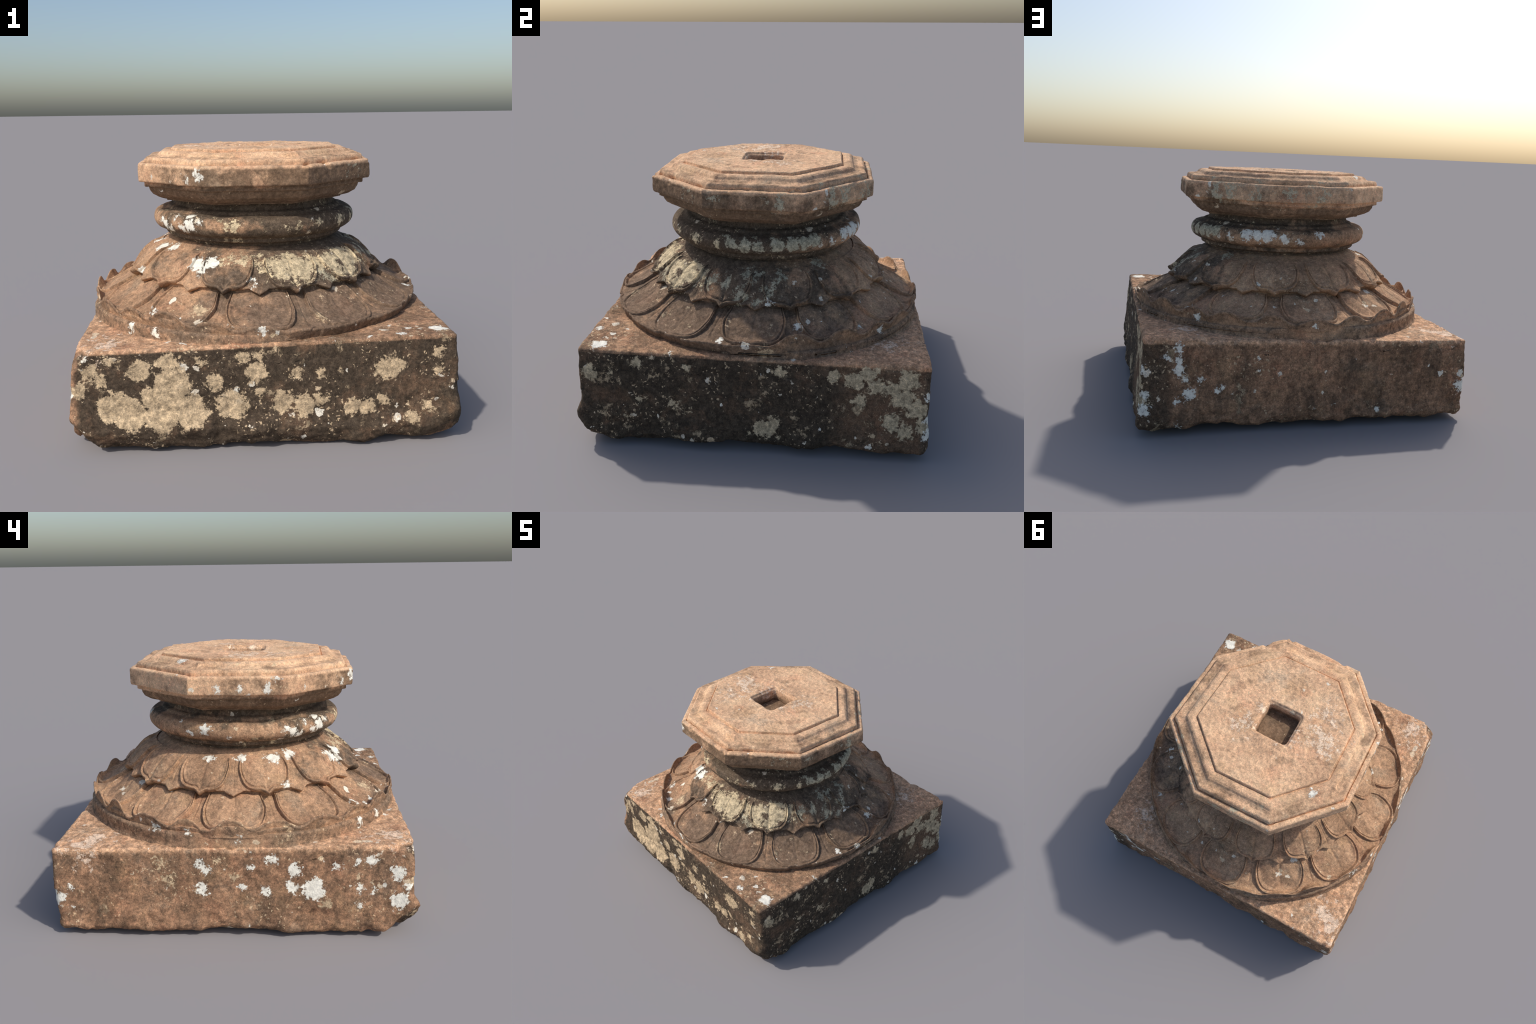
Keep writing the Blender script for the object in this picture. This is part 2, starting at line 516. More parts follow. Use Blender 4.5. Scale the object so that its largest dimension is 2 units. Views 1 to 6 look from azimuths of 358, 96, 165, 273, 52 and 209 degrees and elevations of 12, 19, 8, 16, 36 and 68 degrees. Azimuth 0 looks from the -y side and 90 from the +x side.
def bracket(s, reach, tip, tip_width):
    body = reach * np.clip(1 - np.abs(s) ** 3, 0, 1) ** 0.5
    return body + tip * np.clip(1 - np.abs(s) / tip_width, 0, 1) ** 1.1


def rounded(d, w):
    return 1 - (1 - np.clip(d / w, 0, 1)) ** 2.2


def upper_skirt(depth):
    out = []
    for f, back, dr in ((0.25, 0.001, 0.0), (0.55, 0.004, 0.004), (0.85, 0.010, 0.012), (1.15, 0.018, 0.025)):
        def row(rim, p, n, f=f, back=back):
            q = rim - n * depth * f
            q[..., 0] -= back
            q[..., 1] += back * 0.6
            return q
        out.append((row, dr))
    return out


def lower_skirt(azimuth):
    out = []
    b = float(broken_front(np.radians(azimuth)))
    for f in (0.12, 0.3, 0.55, 0.8, 1.0):
        def row(rim, p, n, f=f):
            q = rim.copy()
            foot_r = p[..., 0] - 0.020 - 0.03 * b
            foot_z = 0.565 - 0.05 * b
            q[..., 0] = rim[..., 0] * (1 - f) + foot_r * f + 0.004 * math.sin(f * math.pi)
            q[..., 1] = rim[..., 1] * (1 - f) + np.minimum(foot_z, rim[..., 1] - 0.02) * f
            return q
        out.append((row, 0.0))
    return out


# how far the tips on the lower rim still stand up, every 15 degrees from +x
TIP = [0.15, 0.95, 0.75, 0.55, 0.6, 0.72, 0.6, 0.72, 0.9, 1.0, 0.95, 0.75,
       0.8, 0.8, 0.55, 0.8, 0.95, 0.62, 0.38, 0.05, 0.0, 0.0, 0.0, 0.1]


def build_petals(parent, mats):
    for k in range(12):
        # upper row: broad two lobed petals at 15 + 30k, narrow ones between
        az = 15 + 30 * k

        def relief(s, v, d):
            bead = 0.004 * np.exp(-((d - 0.008) / 0.006) ** 2)
            line = -0.009 * np.exp(-((d - 0.022) / 0.006) ** 2)
            scoop = -0.008 * smooth(0.015, 0.06, d)
            keel = -0.005 * np.exp(-(s / 0.045) ** 2) + 0.003 * np.exp(-((np.abs(s) - 0.35) / 0.22) ** 2)
            tip = 0.012 * np.exp(-(s / 0.16) ** 2) * smooth(0.85, 1.0, v)
            up = smooth(0.0, 0.22, v)
            return -0.002 + 0.013 * rounded(d, 0.006) * up + (bead + line) * smooth(0.05, 0.3, v) + (scoop + keel) * up + tip
        me = petal("upper_petal", CU, az, 13.3, lambda s: lobed(s, 0.905, 0.105, 0.21), relief, upper_skirt(0.036), k)
        add_object("upper_petal", me, parent, mats["upper"])

        def relief(s, v, d):
            return -0.005 + 0.004 * rounded(d, 0.010) + 0.011 * np.exp(-(s / 0.3) ** 2) * smooth(0.8, 1.0, v) - 0.003 * np.exp(-(s / 0.05) ** 2)
        me = petal("narrow_upper_petal", CU, 30 * k, lambda v: tucked(v, 0.905, 13.3, 10.5), lambda s: 0.875 - 0.02 * np.abs(s) ** 8 + 0.135 * np.clip(1 - np.abs(s) / 0.42, 0, 1) ** 1.15, relief, upper_skirt(0.032), 30 + k, ns=61)
        add_object("narrow_upper_petal", me, parent, mats["upper"])

        # lower row: broad petals at 30k, narrow ones at 15 + 30k
        tip = TIP[(2 * k) % 24]
        b = float(broken_front(np.radians(30 * k)))

        def relief(s, v, d, tip=tip, b=b):
            worn = 1 - 0.35 * b
            bead = 0.004 * worn * np.exp(-((d - 0.008) / 0.006) ** 2)
            line = -0.010 * worn * np.exp(-((d - 0.022) / 0.006) ** 2)
            scoop = -0.015 * worn * smooth(0.015, 0.07, d) * smooth(0.1, 0.45, v)
            keel = worn * (-0.005 * np.exp(-(s / 0.05) ** 2) + 0.004 * np.exp(-((np.abs(s) - 0.4) / 0.22) ** 2))
            dish = -0.010 * smooth(0.55, 0.88, v) * (1 - 0.5 * b)
            lip = 0.004 * (1 - smooth(0.0, 0.022, d)) * smooth(0.6, 0.9, v) * (1 - b)
            curl = 0.35 * tip * 0.07 * crest(s, 0.36) * smooth(0.80, 1.0, v) ** 1.2
            return 0.001 + 0.014 * worn * rounded(d, 0.006) + bead + line + scoop + keel * (1 - smooth(0.65, 0.9, v)) + dish + lip + curl
        me = petal("lower_petal", CL, 30 * k, 13.2, lambda s, b=b: lobed(s, 0.985 + 0.02 * b, 0.02, 0.22), relief, lower_skirt(30 * k), 60 + k, ns=101)
        add_object("lower_petal", me, parent, mats["lower"])

        tip = TIP[(2 * k + 1) % 24]
        b = float(broken_front(np.radians(az)))

        def relief(s, v, d, tip=tip, b=b):
            curl = 0.35 * tip * 0.07 * crest(s, 0.52) * smooth(0.80, 1.0, v) ** 1.2
            return -0.007 + 0.003 * rounded(d, 0.010) + curl - 0.004 * np.exp(-(s / 0.10) ** 2) * (1 - smooth(0.7, 0.9, v))
        me = petal("narrow_lower_petal", CL, az, lambda v: tucked(v, 0.985, 13.2, 9.0), lambda s, b=b: 0.995 + 0.01 * b - 0.02 * np.abs(s) ** 8, relief, lower_skirt(az), 90 + k, ns=71)
        add_object("narrow_lower_petal", me, parent, mats["lower"])


def build_rim():
    """The lips of the lower petals: one wavy upturned edge, cresting at every
    petal tip, worn flat where the front right is broken."""
    n = 1152
    t = -math.pi + np.arange(n) / n * 2 * math.pi
    a = np.degrees(t)
    rng = np.random.default_rng(5)
    h = 0 * t
    lean = 0 * t
    for k in range(24):
        w = 4.3 * (1 + 0.12 * rng.normal())
        d = (a - 15 * k - 0.7 * rng.normal() + 180) % 360 - 180
        g = crest(d, w)
        h = h + TIP[k] * (1 + 0.10 * rng.normal()) * g
        lean = lean + g * TIP[k] * 0.006 * rng.normal()
    b = broken_front(t)
    H = 0.005 * (1 - b) + 0.066 * np.minimum(h, 1.1)
    L = 0.022 + 0.040 * np.minimum(h, 1)
    edge_r = 0.950 + lean + 0.004 * (1 - b)
    lz = np.array([p[1] for p in LOWER]); lr = np.array([p[0] for p in LOWER])
    rows = []
    for u in np.linspace(0, 1, 22):                     # inner slope, scooped
        r = edge_r - 0.006 - L * (1 - u)
        z = np.interp(r, lr, lz) - 0.014 * (1 - u) - 0.009 * (1 - b) * (1 - np.minimum(h, 1)) + H * (0.12 * u + 0.88 * u ** 2.6)
        rows.append((r, z))
    top = rows[-1][1]
    for f in np.linspace(0, math.pi / 2, 7)[1:]:        # rolled lip
        rows.append((edge_r - 0.006 + 0.009 * np.sin(f), top - 0.009 * (1 - np.cos(f)) + 0.003 * np.sin(2 * f)))
    r0, z0 = rows[-1]
    foot = np.where(b > 0.02, 0.562 - 0.045 * b, 0.572)
    for f in np.linspace(0, 1, 16)[1:]:                 # outer face down to the fillet
        r = r0 * (1 - f) + (0.944 - 0.035 * b) * f - 0.007 * np.minimum(h, 1) * np.sin(f * math.pi)
        rows.append((r, z0 * (1 - f) + foot * f))
    R = np.array([q[0] for q in rows])
    Zc = np.array([q[1] for q in rows])
    Zc = Zc - sunk_front(R, t[None])
    P = np.stack([AXIS[0] + 0.005 + R * np.cos(t), AXIS[1] + 0.010 + R * np.sin(t), Zc], -1)
    N = grid_normals(P, True)
    P = P + N * (0.0022 * fbm(P, 14, 3, seed=51) + 0.0012 * fbm(P, 50, 2, seed=52))[..., None]
    # bites out of the broken stretch
    bite = np.clip(fbm(np.stack([np.cos(t), np.sin(t), 0 * t], -1), 5, 3, seed=53) - 0.05, 0, 1) * b * 0.05
    k = 1 - bite[None] * smooth(0.90, 0.95, R)
    P[..., 0] = AXIS[0] + (P[..., 0] - AXIS[0]) * k
    P[..., 1] = AXIS[1] + (P[..., 1] - AXIS[1]) * k
    return mesh_from_arrays("scalloped_rim", P.reshape(-1, 3), grid_quads(len(rows), n, True)[:, ::-1])


# -------------------------------------------------------- octagonal slab ----
CAP_PROFILE = [   # circumscribed radius, height: from the socket edge outwards and down
    (0.503, 1.459), (0.509, 1.456), (0.512, 1.438), (0.515, 1.436), (0.520, 1.443), (0.545, 1.445), (0.566, 1.443), (0.580, 1.436), (0.591, 1.423), (0.603, 1.417), (0.616, 1.413), (0.634, 1.414),
    (0.650, 1.415), (0.660, 1.410), (0.665, 1.399), (0.667, 1.374), (0.670, 1.372), (0.674, 1.384), (0.698, 1.383), (0.707, 1.377), (0.709, 1.368), (0.710, 1.300), (0.708, 1.286),
    (0.703, 1.280), (0.677, 1.281), (0.672, 1.279), (0.672, 1.256), (0.667, 1.252), (0.651, 1.253), (0.647, 1.250), (0.643, 1.234), (0.626, 1.210), (0.596, 1.192), (0.556, 1.179), (0.546, 1.179), (0.543, 1.170), (0.515, 1.172), (0.488, 1.174)]


CAP_CORNERS = [(-156.3, 0.684), (-114.8, 0.697), (-68.8, 0.682), (-23.5, 0.679), (22.4, 0.706), (69.2, 0.685), (114.3, 0.697), (158.3, 0.690)]   # bearing, reach


def build_cap():
    n = 640
    t = np.arange(n) / n * 2 * math.pi
    corner = np.array(CAP_CORNERS)
    ang = np.radians(corner[:, 0])
    rad = corner[:, 1] / 0.69
    seg, f = np.divmod(np.arange(n), n // 8)
    f = f / (n // 8)
    nxt = (seg + 1) % 8
    a0, a1 = ang[seg], ang[nxt] + np.where(nxt == 0, 2 * math.pi, 0)
    t = a0 + (a1 - a0) * f
    # straight edge between neighbouring corners
    octagon = rad[seg] * rad[nxt] * np.sin(a1 - a0) / (rad[seg] * np.sin(t - a0) + rad[nxt] * np.sin(a1 - t))
    # rounded square of half width 1
    sq = (np.abs(np.cos(t)) ** 9 + np.abs(np.sin(t)) ** 9) ** (-1 / 9)
    centre = np.array([-0.016, -0.004])
    hole = np.array([-0.023, -0.008])
    rows = []
    # socket floor and walls
    floor_z = 1.360
    for f in np.linspace(0.0, 1, 16):
        r = 0.117 * f * sq
        rows.append(np.stack([hole[0] + r * np.cos(t), hole[1] + r * np.sin(t), floor_z + 0 * t], -1))
    for f in np.linspace(0.02, 1, 30):
        half = 0.117 + 0.005 * f + 0.014 * smooth(0.8, 1.0, f) ** 2 - 0.004 * smooth(0.0, 0.15, f)
        r = half * sq
        rows.append(np.stack([hole[0] + r * np.cos(t), hole[1] + 0.97 * r * np.sin(t), floor_z + (1.452 - floor_z) * f + 0 * t], -1))
    inner = np.stack([hole[0] + 0.137 * sq * np.cos(t), hole[1] + 0.97 * 0.137 * sq * np.sin(t), 1.456 + 0 * t], -1)
    outer = np.stack([centre[0] + 0.5 * octagon * np.cos(t), centre[1] + 0.5 * octagon * np.sin(t), 1.459 + 0 * t], -1)
    n_socket = len(rows)
    for f in np.linspace(0, 1, 64):
        rows.append(inner * (1 - f) + outer * f)
    n_top = len(rows)
    for r, z in polyline(CAP_PROFILE, 0.0028, 1):
        rows.append(np.stack([centre[0] + r * octagon * np.cos(t), centre[1] + r * octagon * np.sin(t), z + 0 * t], -1))
    P = np.array(rows)
    N = grid_normals(P, True)
    i = np.arange(len(P))[:, None]
    top = (i >= n_socket) & (i < n_top)
    amp = np.where(top, 0.0042, np.where(i < n_socket, 0.004, 0.0028))
    disp = amp * fbm(P, 7, 4, seed=31) + np.where(top, 0.0024, 0.0013) * fbm(P, 34, 3, seed=32)
    # hollow worn round the socket
    rr = np.hypot(P[..., 0] - hole[0], P[..., 1] - hole[1])
    disp = disp - np.where(top, 0.006 * (1 - smooth(0.12, 0.26, rr)) * (0.6 + fbm(P, 8, 2, seed=33)), 0)
    P = P + N * disp[..., None]
    # chips along the outer arris
    rim = np.exp(-((P[..., 2] - 1.373) / 0.016) ** 2) * (i > n_top)
    side = 0.5 + 0.5 * np.cos(t - math.radians(-48))
    chip = np.clip(fbm(P, 9, 3, seed=35) - 0.44 + 0.62 * (side[None] - 0.5), 0, 1) * rim * 0.035
    d = np.hypot(P[..., 0] - centre[0], P[..., 1] - centre[1])
    k = 1 - chip / np.maximum(d, 0.1)
    P[..., 0] = centre[0] + (P[..., 0] - centre[0]) * k
    P[..., 1] = centre[1] + (P[..., 1] - centre[1]) * k
    P[..., 2] -= 0.6 * chip
    # the whole slab leans a little
    P[..., 2] += 0.004 * P[..., 0] + 0.002 * P[..., 1]
    q = grid_quads(len(P), n, True)
    return mesh_from_arrays("octagonal_slab", P.reshape(-1, 3), q)


# ------------------------------------------------------------ assembling ----
def main():
    for o in list(bpy.data.objects):
        bpy.data.objects.remove(o)
    root = bpy.data.objects.new("column_base", None)
    bpy.context.scene.collection.objects.link(root)
    root["label"] = "weathered sandstone column base with carved lotus petals"
    root["category"] = "column base"

    # --- growth and crusts, placed where they sit on each part
    front = [(-.62, .43, .055), (-.48, .465, .045), (-.32, .46, .028), (-.46, .34, .10), (-.55, .28, .075), (-.75, .25, .08), (-.67, .21, .09), (-.51, .21, .10),
             (-.37, .215, .09), (-.64, .13, .036), (-.88, .15, .04), (-.17, .245, .08), (-.25, .36, .04), (-.05, .395, .055), (-.12, .49, .03), (-.04, .49, .028),
             (.03, .51, .018), (-.03, .30, .025), (.08, .25, .058), (.19, .23, .062), (.27, .25, .038), (.15, .40, .03), (.60, .40, .062), (.65, .43, .04),
             (.43, .21, .045), (.50, .21, .04), (.58, .24, .036), (.73, .14, .036), (.81, .20, .03), (.85, .49, .028), (.86, .39, .024), (-.86, .43, .045),
             (-.91, .33, .045), (-.80, .38, .038), (-.75, .48, .028), (.27, .39, .022)]
    right_tan = [(-.87, .43, .045), (-.76, .45, .018), (-.61, .5, .032), (-.33, .49, .02), (.17, .49, .03), (-.40, .27, .034), (-.34, .235, .022), (-.66, .19, .03),
                 (-.59, .29, .018), (-.81, .22, .022), (-.23, .175, .02), (.09, .15, .055), (.14, .18, .044), (0, .12, .02), (.16, .10, .022)]
    right_big = [(.57, .46, .05), (.64, .50, .045), (.60, .34, .036), (.69, .44, .05), (.78, .41, .052), (.85, .48, .056), (.83, .37, .057), (.90, .31, .058),
                 (.77, .23, .055), (.84, .17, .05), (.93, .21, .044), (.46, .48, .032)]
    back_white = [(.76, .51, .026), (.75, .44, .03), (.755, .38, .034), (.72, .32, .022), (.82, .45, .022), (.70, .235, .036), (.76, .20, .02), (.63, .32, .022),
                  (.53, .26, .022), (.95, .16, .036), (.95, .24, .022), (.96, .38, .02), (-.97, .22, .03), (-.84, .09, .017), (.77, .06, .016)]
    left_white = [(.19, .43, .02), (.16, .39, .026), (.18, .28, .034), (-.04, .29, .022), (-.16, .27, .03), (-.31, .30, .03), (-.42, .28, .062), (-.32, .39, .036),
                  (-.20, .45, .026), (-.09, .40, .016), (-.65, .43, .022), (-.73, .45, .03), (-.55, .41, .022), (-.67, .29, .017), (-.75, .28, .018),
                  (-.87, .38, .042), (-.92, .30, .02), (-.88, .22, .046), (-.67, .20, .018), (.97, .22, .045), (.90, .28, .02), (.89, .17, .021)]
    left_tan = [(.01, .36, .022), (.41, .43, .034), (.08, .45, .016), (.36, .33, .03), (-.5, .2, .03)]
    top_white = [(.51, -.90, .015), (.67, -.90, .02), (.88, -.83, .046), (.92, -.42, .016), (-.40, -.89, .022), (-.48, -.85, .018), (-.63, .91, .012)]
    top_pale = [(-.82, .77, .07), (-.91, .84, .07), (-.78, -.84, .07), (.70, .76, .06)]
    z0 = plinth_top

    def plinth_stain(g, P, mid, broad):
        sep = g.t.nodes.new("ShaderNodeSeparateXYZ")
        g.link(sep.inputs[0], P)
        x, y, z = sep.outputs
        wav = g.math("MULTIPLY", g.math("SUBTRACT", g.noise(P, 16, 6, 0.7), 0.5), 0.05)
        # growth covers the two damp faces, its limit running along the arris
        top = g.step(g.math("ADD", g.math("ADD", g.math("SUBTRACT", z, g.math("MULTIPLY", x, 0.022)), g.math("MULTIPLY", y, 0.012)), g.math("MULTIPLY", wav, 0.30)), 0.515, 0.527, 1, 0)
        f = g.step(g.math("ADD", y, wav), -0.925, -0.86, 1, 0)
        f = g.math("MULTIPLY", f, g.step(g.math("ADD", x, wav), -0.945, -0.90, 0.25, 1))
        r = g.step(g.math("ADD", x, wav), 0.895, 0.94)
        r = g.math("MULTIPLY", r, g.step(y, 0.40, 0.62, 1.0, 0.72))
        m = g.math("MAXIMUM", g.math("MULTIPLY", f, 0.96), r)
        patch = g.step(g.noise(g.offset(P, (3, 1, 5)), 5, 6, 0.7), 0.36, 0.5, 0.78, 1)
        m = g.math("MULTIPLY", g.math("MULTIPLY", m, top), patch)
        # streaks on the other two faces
        run = g.noise(g.vec("MULTIPLY", P, (6.0, 6.0, 1.9)), 1.0, 8, 0.72)
        b = g.math("MULTIPLY", g.step(y, 0.90, 0.945), g.step(run, 0.42, 0.66, 0.0, 0.7))
        corner = g.math("MULTIPLY", g.step(y, 0.9, 0.945), g.step(g.math("ADD", x, wav), 0.74, 0.84))
        b = g.math("MAXIMUM", b, g.math("MULTIPLY", corner, 0.85))
        lft = g.math("MULTIPLY", g.step(x, -0.945, -0.90, 1, 0), g.step(g.noise(g.vec("MULTIPLY", P, (5, 5, 3.2)), 1.0, 6, 0.7), 0.46, 0.62, 0.0, 0.45))
        flat = g.math("MULTIPLY", g.step(g.math("ADD", g.math("MULTIPLY", g.math("SUBTRACT", x, y), 0.20), g.noise(g.offset(P, (2, 2, 8)), 5, 6, 0.7)), 0.60, 0.90), 0.5)
        m = g.math("MAXIMUM", m, flat)
        return g.math("MAXIMUM", m, g.math("MULTIPLY", g.math("MAXIMUM", b, lft), top))

    def plinth_upper(g, P, mid):
        sep = g.t.nodes.new("ShaderNodeSeparateXYZ")
        g.link(sep.inputs[0], P)
        x, y, z = sep.outputs
        z = g.math("ADD", g.math("SUBTRACT", z, g.math("MULTIPLY", x, 0.022)), g.math("MULTIPLY", y, 0.012))
        edge = g.step(g.math("ADD", z, g.math("MULTIPLY", g.math("SUBTRACT", mid, 0.5), 0.03)), 0.50, 0.522)
        worn = g.step(g.math("ADD", g.math("MULTIPLY", g.math("SUBTRACT", y, x), 0.12), g.noise(P, 5, 5, 0.65)), 0.30, 0.58, 0.35, 1.0)
        return g.math("MULTIPLY", edge, worn)

    plinth_mat = stone_material(
        "plinth_sandstone", stain=plinth_stain, stain_colour=(0.046, 0.035, 0.025), specks=0.7, mottle=0.8, upper_face=plinth_upper, bloom=0.585,
        crusts=[(TAN, [(x, -.945, z, r) for x, z, r in front], 0.78), ((0.62, 0.50, 0.33), [(.952, y, z, r) for y, z, r in right_tan + right_big], 0.85),
                (WHITE, [(-.958, y, z, r) for y, z, r in left_white] + [(x, .958, z, r) for x, z, r in back_white] + [(x, y, z0(x, y), r) for x, y, r in top_white], 0.95),
                (TAN, [(-.955, y, z, r) for y, z, r in left_tan], 0.5), ((0.82, 0.63, 0.48), [(x, y, z0(x, y), r * 1.2) for x, y, r in top_pale], 0.1)])
    add_object("plinth", build_plinth(), root, plinth_mat)

    # --- bell
    def damp(strength, foot=False):
        """Dark growth on the side that faces front right, patchy."""
        def f(g, P, mid, broad):
            d = g.vec("DOT_PRODUCT", g.vec("NORMALIZE", g.vec("MULTIPLY", g.offset(P, (0.014, -0.002, 0)), (1, 1, 0))), (0.72, -0.69, 0))
            n = g.noise(g.offset(P, (5.5, 2.5, 1.5)), 4.5, 6, 0.7)
            n2 = g.math("ADD", g.math("MULTIPLY", d, 0.22), n)
            m = g.math("MULTIPLY", g.step(n2, 0.48, 0.66), strength)
            if foot:                     # soil-dark growth on the upright face of the foot
                r = g.vec("LENGTH", g.vec("MULTIPLY", g.offset(P, (0.012, -0.012, 0)), (1, 1, 0)))
                edge = g.math("ADD", r, g.math("MULTIPLY", g.math("SUBTRACT", n, 0.5), 0.03))
                m = g.math("MAXIMUM", m, g.math("MULTIPLY", g.step(edge, 0.943, 0.953), g.step(mid, 0.34, 0.58, 0.75, 0.3)))
            return m
        return f

    upper_yellow = [(-78, .86, .085), (-70, .86, .08), (-70, .82, .06), (-86, .88, .055), (-97, .89, .045), (-107, .89, .035), (-60, .87, .05), (-51, .85, .075), (-40, .86, .08), (-50, .81, .055), (-32, .86, .06), (-42, .80, .055)]
    upper_grey = [(-23, .85, .045), (-15, .86, .04), (-3, .89, .046), (-6, .81, .044), (0, .78, .03), (7, .82, .038), (12, .89, .03), (39, .925, .045), (-58, .79, .03)]
    upper_white = [(-122, .865, .046), (-114, .87, .04), (-118, .84, .03), (-93, .79, .02), (-157, .77, .028), (-148, .91, .04), (-160, .90, .045), (-178, .905, .03), (164, .90, .026), (7, .77, .018)]
    lower_white = [(-130, .64, .02), (-125, .63, .018), (-119, .63, .02), (-100, .62, .016), (-90, .61, .024), (-134, .56, .022), (-124, .57, .02), (-178, .56, .026),
                   (165, .60, .018), (153, .59, .02), (18, .66, .028), (41, .63, .016), (90, .60, .014), (-10, .62, .015), (17, .62, .016), (48, .61, .02)]
    lower_tan = [(-113, .67, .042), (-163, .60, .03), (-164, .57, .024), (-86, .585, .022), (-69, .64, .03), (-39, .65, .022), (-10, .67, .018), (-24, .65, .015), (5, .59, .045), (6, .65, .022)]
    R = bell_radius
    crust_up = [(YELLOW, around([(a, z, r * 1.12) for a, z, r in upper_yellow], R), 0.28), (GREY_GREEN, around(upper_grey, R), 0.3), (WHITE, around(upper_white, R), 0.9)]
    crust_low = [(WHITE, around(lower_white, R), 0.9), (TAN, around(lower_tan, R), 0.4)]
    carved = ((0.178, 0.112, 0.070), (0.375, 0.228, 0.138), (0.495, 0.305, 0.186), (0.575, 0.385, 0.235))
    up_mat = stone_material("upper_petal_sandstone", crusts=crust_up, stain=damp(0.92), mottle=0.4, stain_colour=(0.082, 0.061, 0.044), specks=0.36, stone=carved, calm=0.25, bloom=0.64, bloom_colour=YELLOW)
    low_mat = stone_material("lower_petal_sandstone", crusts=crust_low, stain=damp(0.78, True), mottle=0.4, stain_colour=(0.10, 0.072, 0.052), specks=0.42, stone=carved, calm=0.25)
    bell_prof = polyline([(0.46, 0.944), (0.496, 0.936), (0.506, 0.928), (0.522, 0.919), (0.543, 0.909), (0.578, 0.891), (0.606, 0.872), (0.632, 0.850), (0.657, 0.824), (0.682, 0.790), (0.702, 0.758),
                          (0.698, 0.720), (0.720, 0.692), (0.775, 0.658), (0.825, 0.635), (0.875, 0.615), (0.925, 0.597), (0.935, 0.56)], 0.007, 2)
    bell_prof[:, 0] -= 0.010 * smooth(0.54, 0.62, bell_prof[:, 0])
    bell_prof[:, 1] -= 0.008 * smooth(0.54, 0.62, bell_prof[:, 0])
    me, _ = turned("bell", bell_prof, seed=41, centre=AXIS + np.array([0, 0.007]), reshape=lambda R, Zc, t: (R, Zc - sunk_front(R, t)))
    add_object("bell", me, root, up_mat)
    build_petals(root, {"upper": up_mat, "lower": low_mat})
    add_object("scalloped_rim", build_rim(), root, low_mat)

    ring_prof = polyline([(0.90, 0.596), (0.948, 0.594), (0.962, 0.589), (0.966, 0.581), (0.966, 0.549), (0.970, 0.535), (0.978, 0.526), (0.978, 0.48)], 0.004, 2)

    def ring_shape(Rr, Zc, t):
        b = broken_front(t)
        return Rr - 0.05 * b * smooth(0.92, 0.95, Rr), Zc - 0.022 * b * (Zc > 0.56) + 0.02 * np.cos(t) * (Zc < 0.56)
    me, _ = turned("ring_fillet", ring_prof, n=480, seed=43, centre=AXIS + np.array([0.0, 0.010]), reshape=ring_shape, amp=0.003)
    for v in me.vertices:            # the ring dies into the arris of the plinth
        for axis, low, high in ((0, -0.939, 0.918), (1, -0.932, 0.944)):
            c = v.co[axis]
            v.co[axis] = high + 0.12 * (c - high) if c > high else low + 0.12 * (c - low) if c < low else c
    add_object("ring_fillet", me, root, low_mat)

    # --- torus moulding
    torus = [(0.44, 1.185), (0.468, 1.176), (0.468, 1.150), (0.474, 1.132), (0.500, 1.126), (0.508, 1.120), (0.512, 1.112), (0.540, 1.106)]
    for a in np.linspace(68, -78, 19):
        torus.append((0.543 + 0.050 * math.cos(math.radians(a)), 1.056 + 0.052 * math.sin(math.radians(a)) * (1.0 if a > 0 else 1.08)))
    torus += [(0.538, 0.994), (0.526, 0.990), (0.522, 0.984), (0.522, 0.968), (0.514, 0.963), (0.492, 0.960), (0.480, 0.952), (0.476, 0.940), (0.47, 0.92)]
    white_t = [(70, 1.08, .045), (63, 1.07, .042), (57, 1.075, .036), (80, 1.06, .03), (90, 1.04, .02), (102, 1.09, .026), (45, 1.06, .017), (-152, 1.06, .02), (-128, 1.055, .036),
               (-133, 1.04, .026), (-122, 1.08, .017), (-139, 1.10, .02), (-129, 1.105, .024), (-148, 1.045, .026), (-145, 1.02, .022), (162, 1.07, .03), (153, 1.04, .02), (175, 1.02, .012), (-155, 1.0, .013)]
    cream_t = [(-102, 1.07, .033), (-106, 1.06, .018), (-69, 1.06, .016), (-75, 1.06, .012), (-56, 1.07, .015), (-38, 1.06, .03), (-23, 1.06, .022)]
    grey_t = [(-14, 1.07, .036), (-6, 1.06, .04), (1, 1.06, .032), (12, 1.07, .044), (20, 1.07, .042), (27, 1.075, .042), (33, 1.08, .042), (55, 1.07, .024), (-18, 1.115, .018), (-2, 1.115, .02)]

    def torus_r(z):
        return 0.543 + 0.05 * math.sqrt(max(0.05, 1 - ((z - 1.056) / 0.056) ** 2))

    def torus_stain(g, P, mid, broad):
        n = g.noise(g.offset(P, (5.5, 2.5, 1.5)), 5.5, 6, 0.7)
        d = g.vec("DOT_PRODUCT", g.vec("NORMALIZE", g.vec("MULTIPLY", P, (1, 1, 0))), (0.6, -0.8, 0))
        sep = g.t.nodes.new("ShaderNodeSeparateXYZ")
        g.link(sep.inputs[0], P)
        face = g.math("ABSOLUTE", g.math("SUBTRACT", sep.outputs[2], 1.052))
        damp_band = g.math("MULTIPLY", face, 2.8)     # growth keeps to the damp hollows
        return g.math("MULTIPLY", g.step(g.math("ADD", g.math("ADD", n, g.math("MULTIPLY", d, 0.13)), damp_band), 0.46, 0.64), 0.9)
    t_mat = stone_material("torus_sandstone", crusts=[(YELLOW, around(cream_t, torus_r), 0.7), (GREY_GREEN, around(grey_t, torus_r), 0.9), (WHITE, around(white_t, torus_r), 0.95)],
                           stain=torus_stain, stain_colour=(0.066, 0.052, 0.038), specks=0.5, stone=carved, bloom=0.60, bloom_colour=YELLOW)
    me, _ = turned("torus_moulding", polyline(torus, 0.0042, 2), n=448, seed=47, amp=0.0022)
    add_object("torus_moulding", me, root, t_mat)

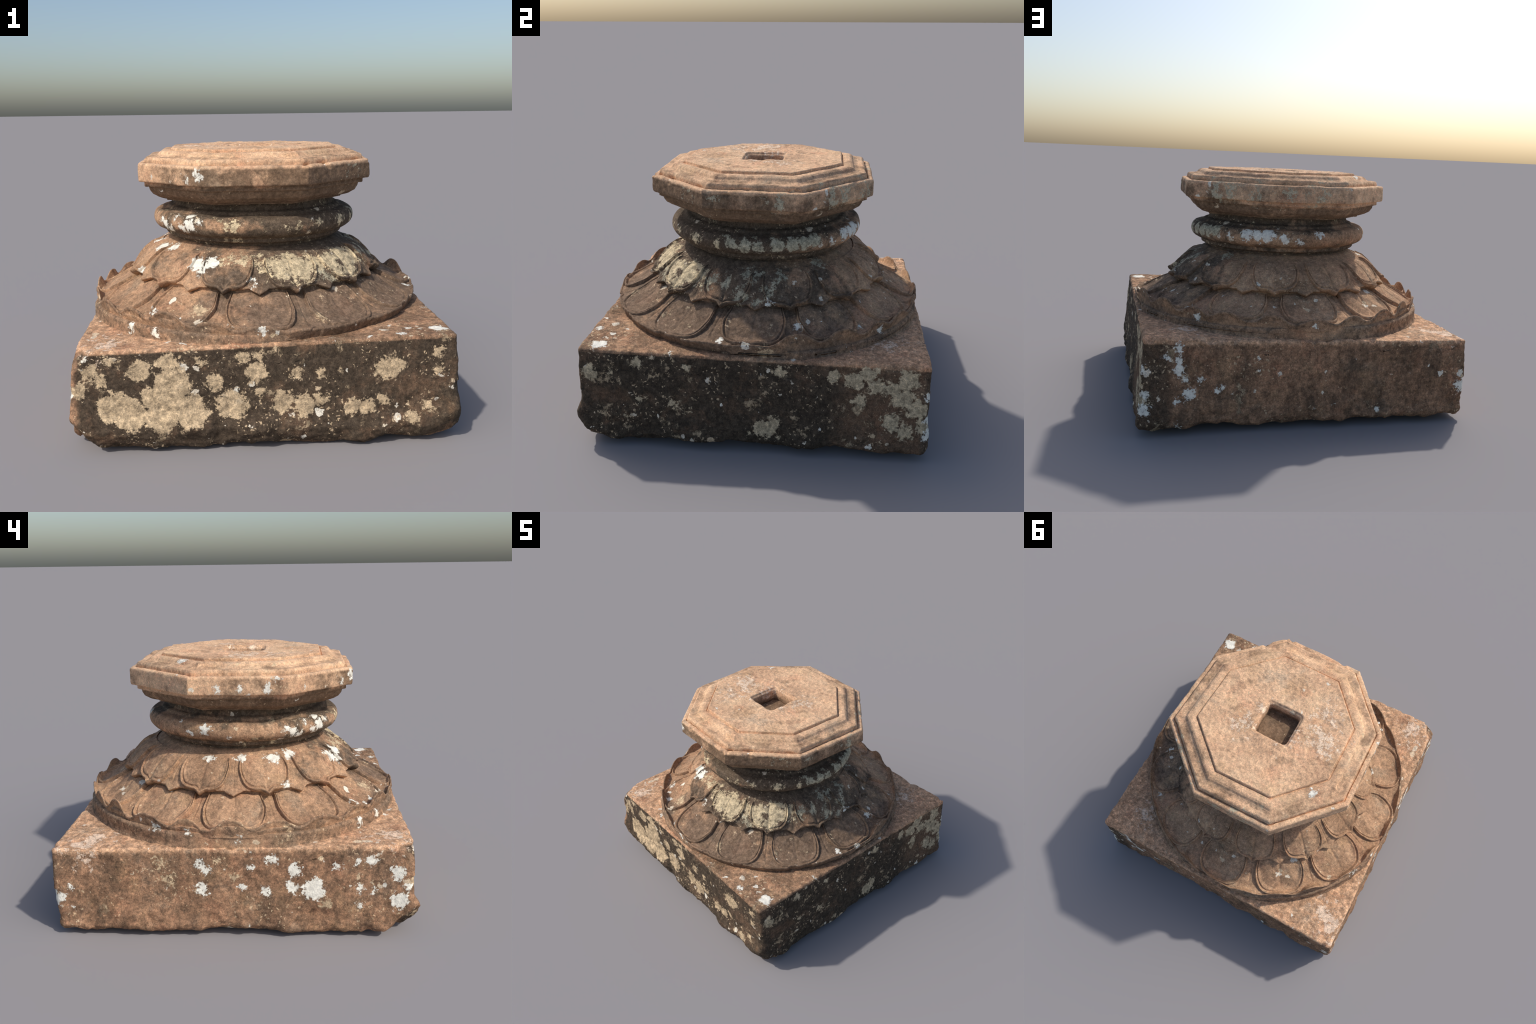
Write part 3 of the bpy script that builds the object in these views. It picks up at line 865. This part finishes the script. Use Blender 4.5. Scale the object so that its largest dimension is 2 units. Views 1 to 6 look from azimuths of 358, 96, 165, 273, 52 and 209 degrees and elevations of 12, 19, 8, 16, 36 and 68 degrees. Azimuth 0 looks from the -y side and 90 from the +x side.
    # --- slab
    cap_white = [(-.69, -.17, 1.31, .03), (-.60, -.40, 1.30, .022), (-.69, .10, 1.30, .03), (-.33, -.655, 1.34, .024), (-.40, -.60, 1.30, .02), (-.67, -.22, 1.375, .02), (-.68, -.02, 1.31, .014),
                 (-.50, -.49, 1.375, .012), (-.45, .32, 1.45, .03), (-.30, .66, 1.38, .012)]
    cap_grey = [(.48, .42, 1.33, .05), (.42, .50, 1.33, .04), (.30, .60, 1.34, .04), (.64, .12, 1.33, .035), (.655, -.20, 1.31, .03), (.55, -.42, 1.30, .02), (-.10, .655, 1.33, .05), (.08, .655, 1.33, .04)]
    cap_pale = [(-.16, .05, 1.46, .05), (.16, .12, 1.46, .07), (.12, -.05, 1.46, .04), (-.35, -.05, 1.46, .10), (-.30, -.22, 1.46, .08), (.10, .15, 1.46, .03)]

    def cap_stain(g, P, mid, broad):
        sep = g.t.nodes.new("ShaderNodeSeparateXYZ")
        g.link(sep.inputs[0], P)
        d = g.vec("DOT_PRODUCT", P, (0.55, -0.75, 0))
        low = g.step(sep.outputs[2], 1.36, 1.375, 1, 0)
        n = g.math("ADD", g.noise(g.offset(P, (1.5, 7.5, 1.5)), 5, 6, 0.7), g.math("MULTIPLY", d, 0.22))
        under = g.step(sep.outputs[2], 1.235, 1.275, 0.24, 0.0)  # extra darkening painted below the fascia for the shade under the overhang
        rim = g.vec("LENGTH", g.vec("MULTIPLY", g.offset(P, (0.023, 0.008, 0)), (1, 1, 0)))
        socket = g.math("MULTIPLY", g.step(rim, 0.19, 0.2, 1, 0), g.step(g.math("ADD", sep.outputs[2], g.math("MULTIPLY", n, 0.05)), 1.402, 1.445, 0.85, 0.0))  # socket floor and lower walls coloured darker than the slab top
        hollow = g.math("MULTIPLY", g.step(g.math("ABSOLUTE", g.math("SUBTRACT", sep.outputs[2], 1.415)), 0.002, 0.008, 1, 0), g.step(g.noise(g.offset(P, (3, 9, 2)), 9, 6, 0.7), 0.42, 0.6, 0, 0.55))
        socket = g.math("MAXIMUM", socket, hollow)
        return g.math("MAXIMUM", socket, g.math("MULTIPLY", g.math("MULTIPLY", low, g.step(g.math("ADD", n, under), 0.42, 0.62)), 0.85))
    slab_stone = ((0.36, 0.220, 0.138), (0.63, 0.395, 0.245), (0.76, 0.495, 0.31), (0.80, 0.57, 0.36))
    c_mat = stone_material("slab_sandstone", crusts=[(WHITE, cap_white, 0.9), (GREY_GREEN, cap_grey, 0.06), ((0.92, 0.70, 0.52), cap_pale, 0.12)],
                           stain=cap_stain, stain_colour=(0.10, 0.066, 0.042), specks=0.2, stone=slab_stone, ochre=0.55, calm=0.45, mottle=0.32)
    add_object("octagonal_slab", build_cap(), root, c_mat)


main()
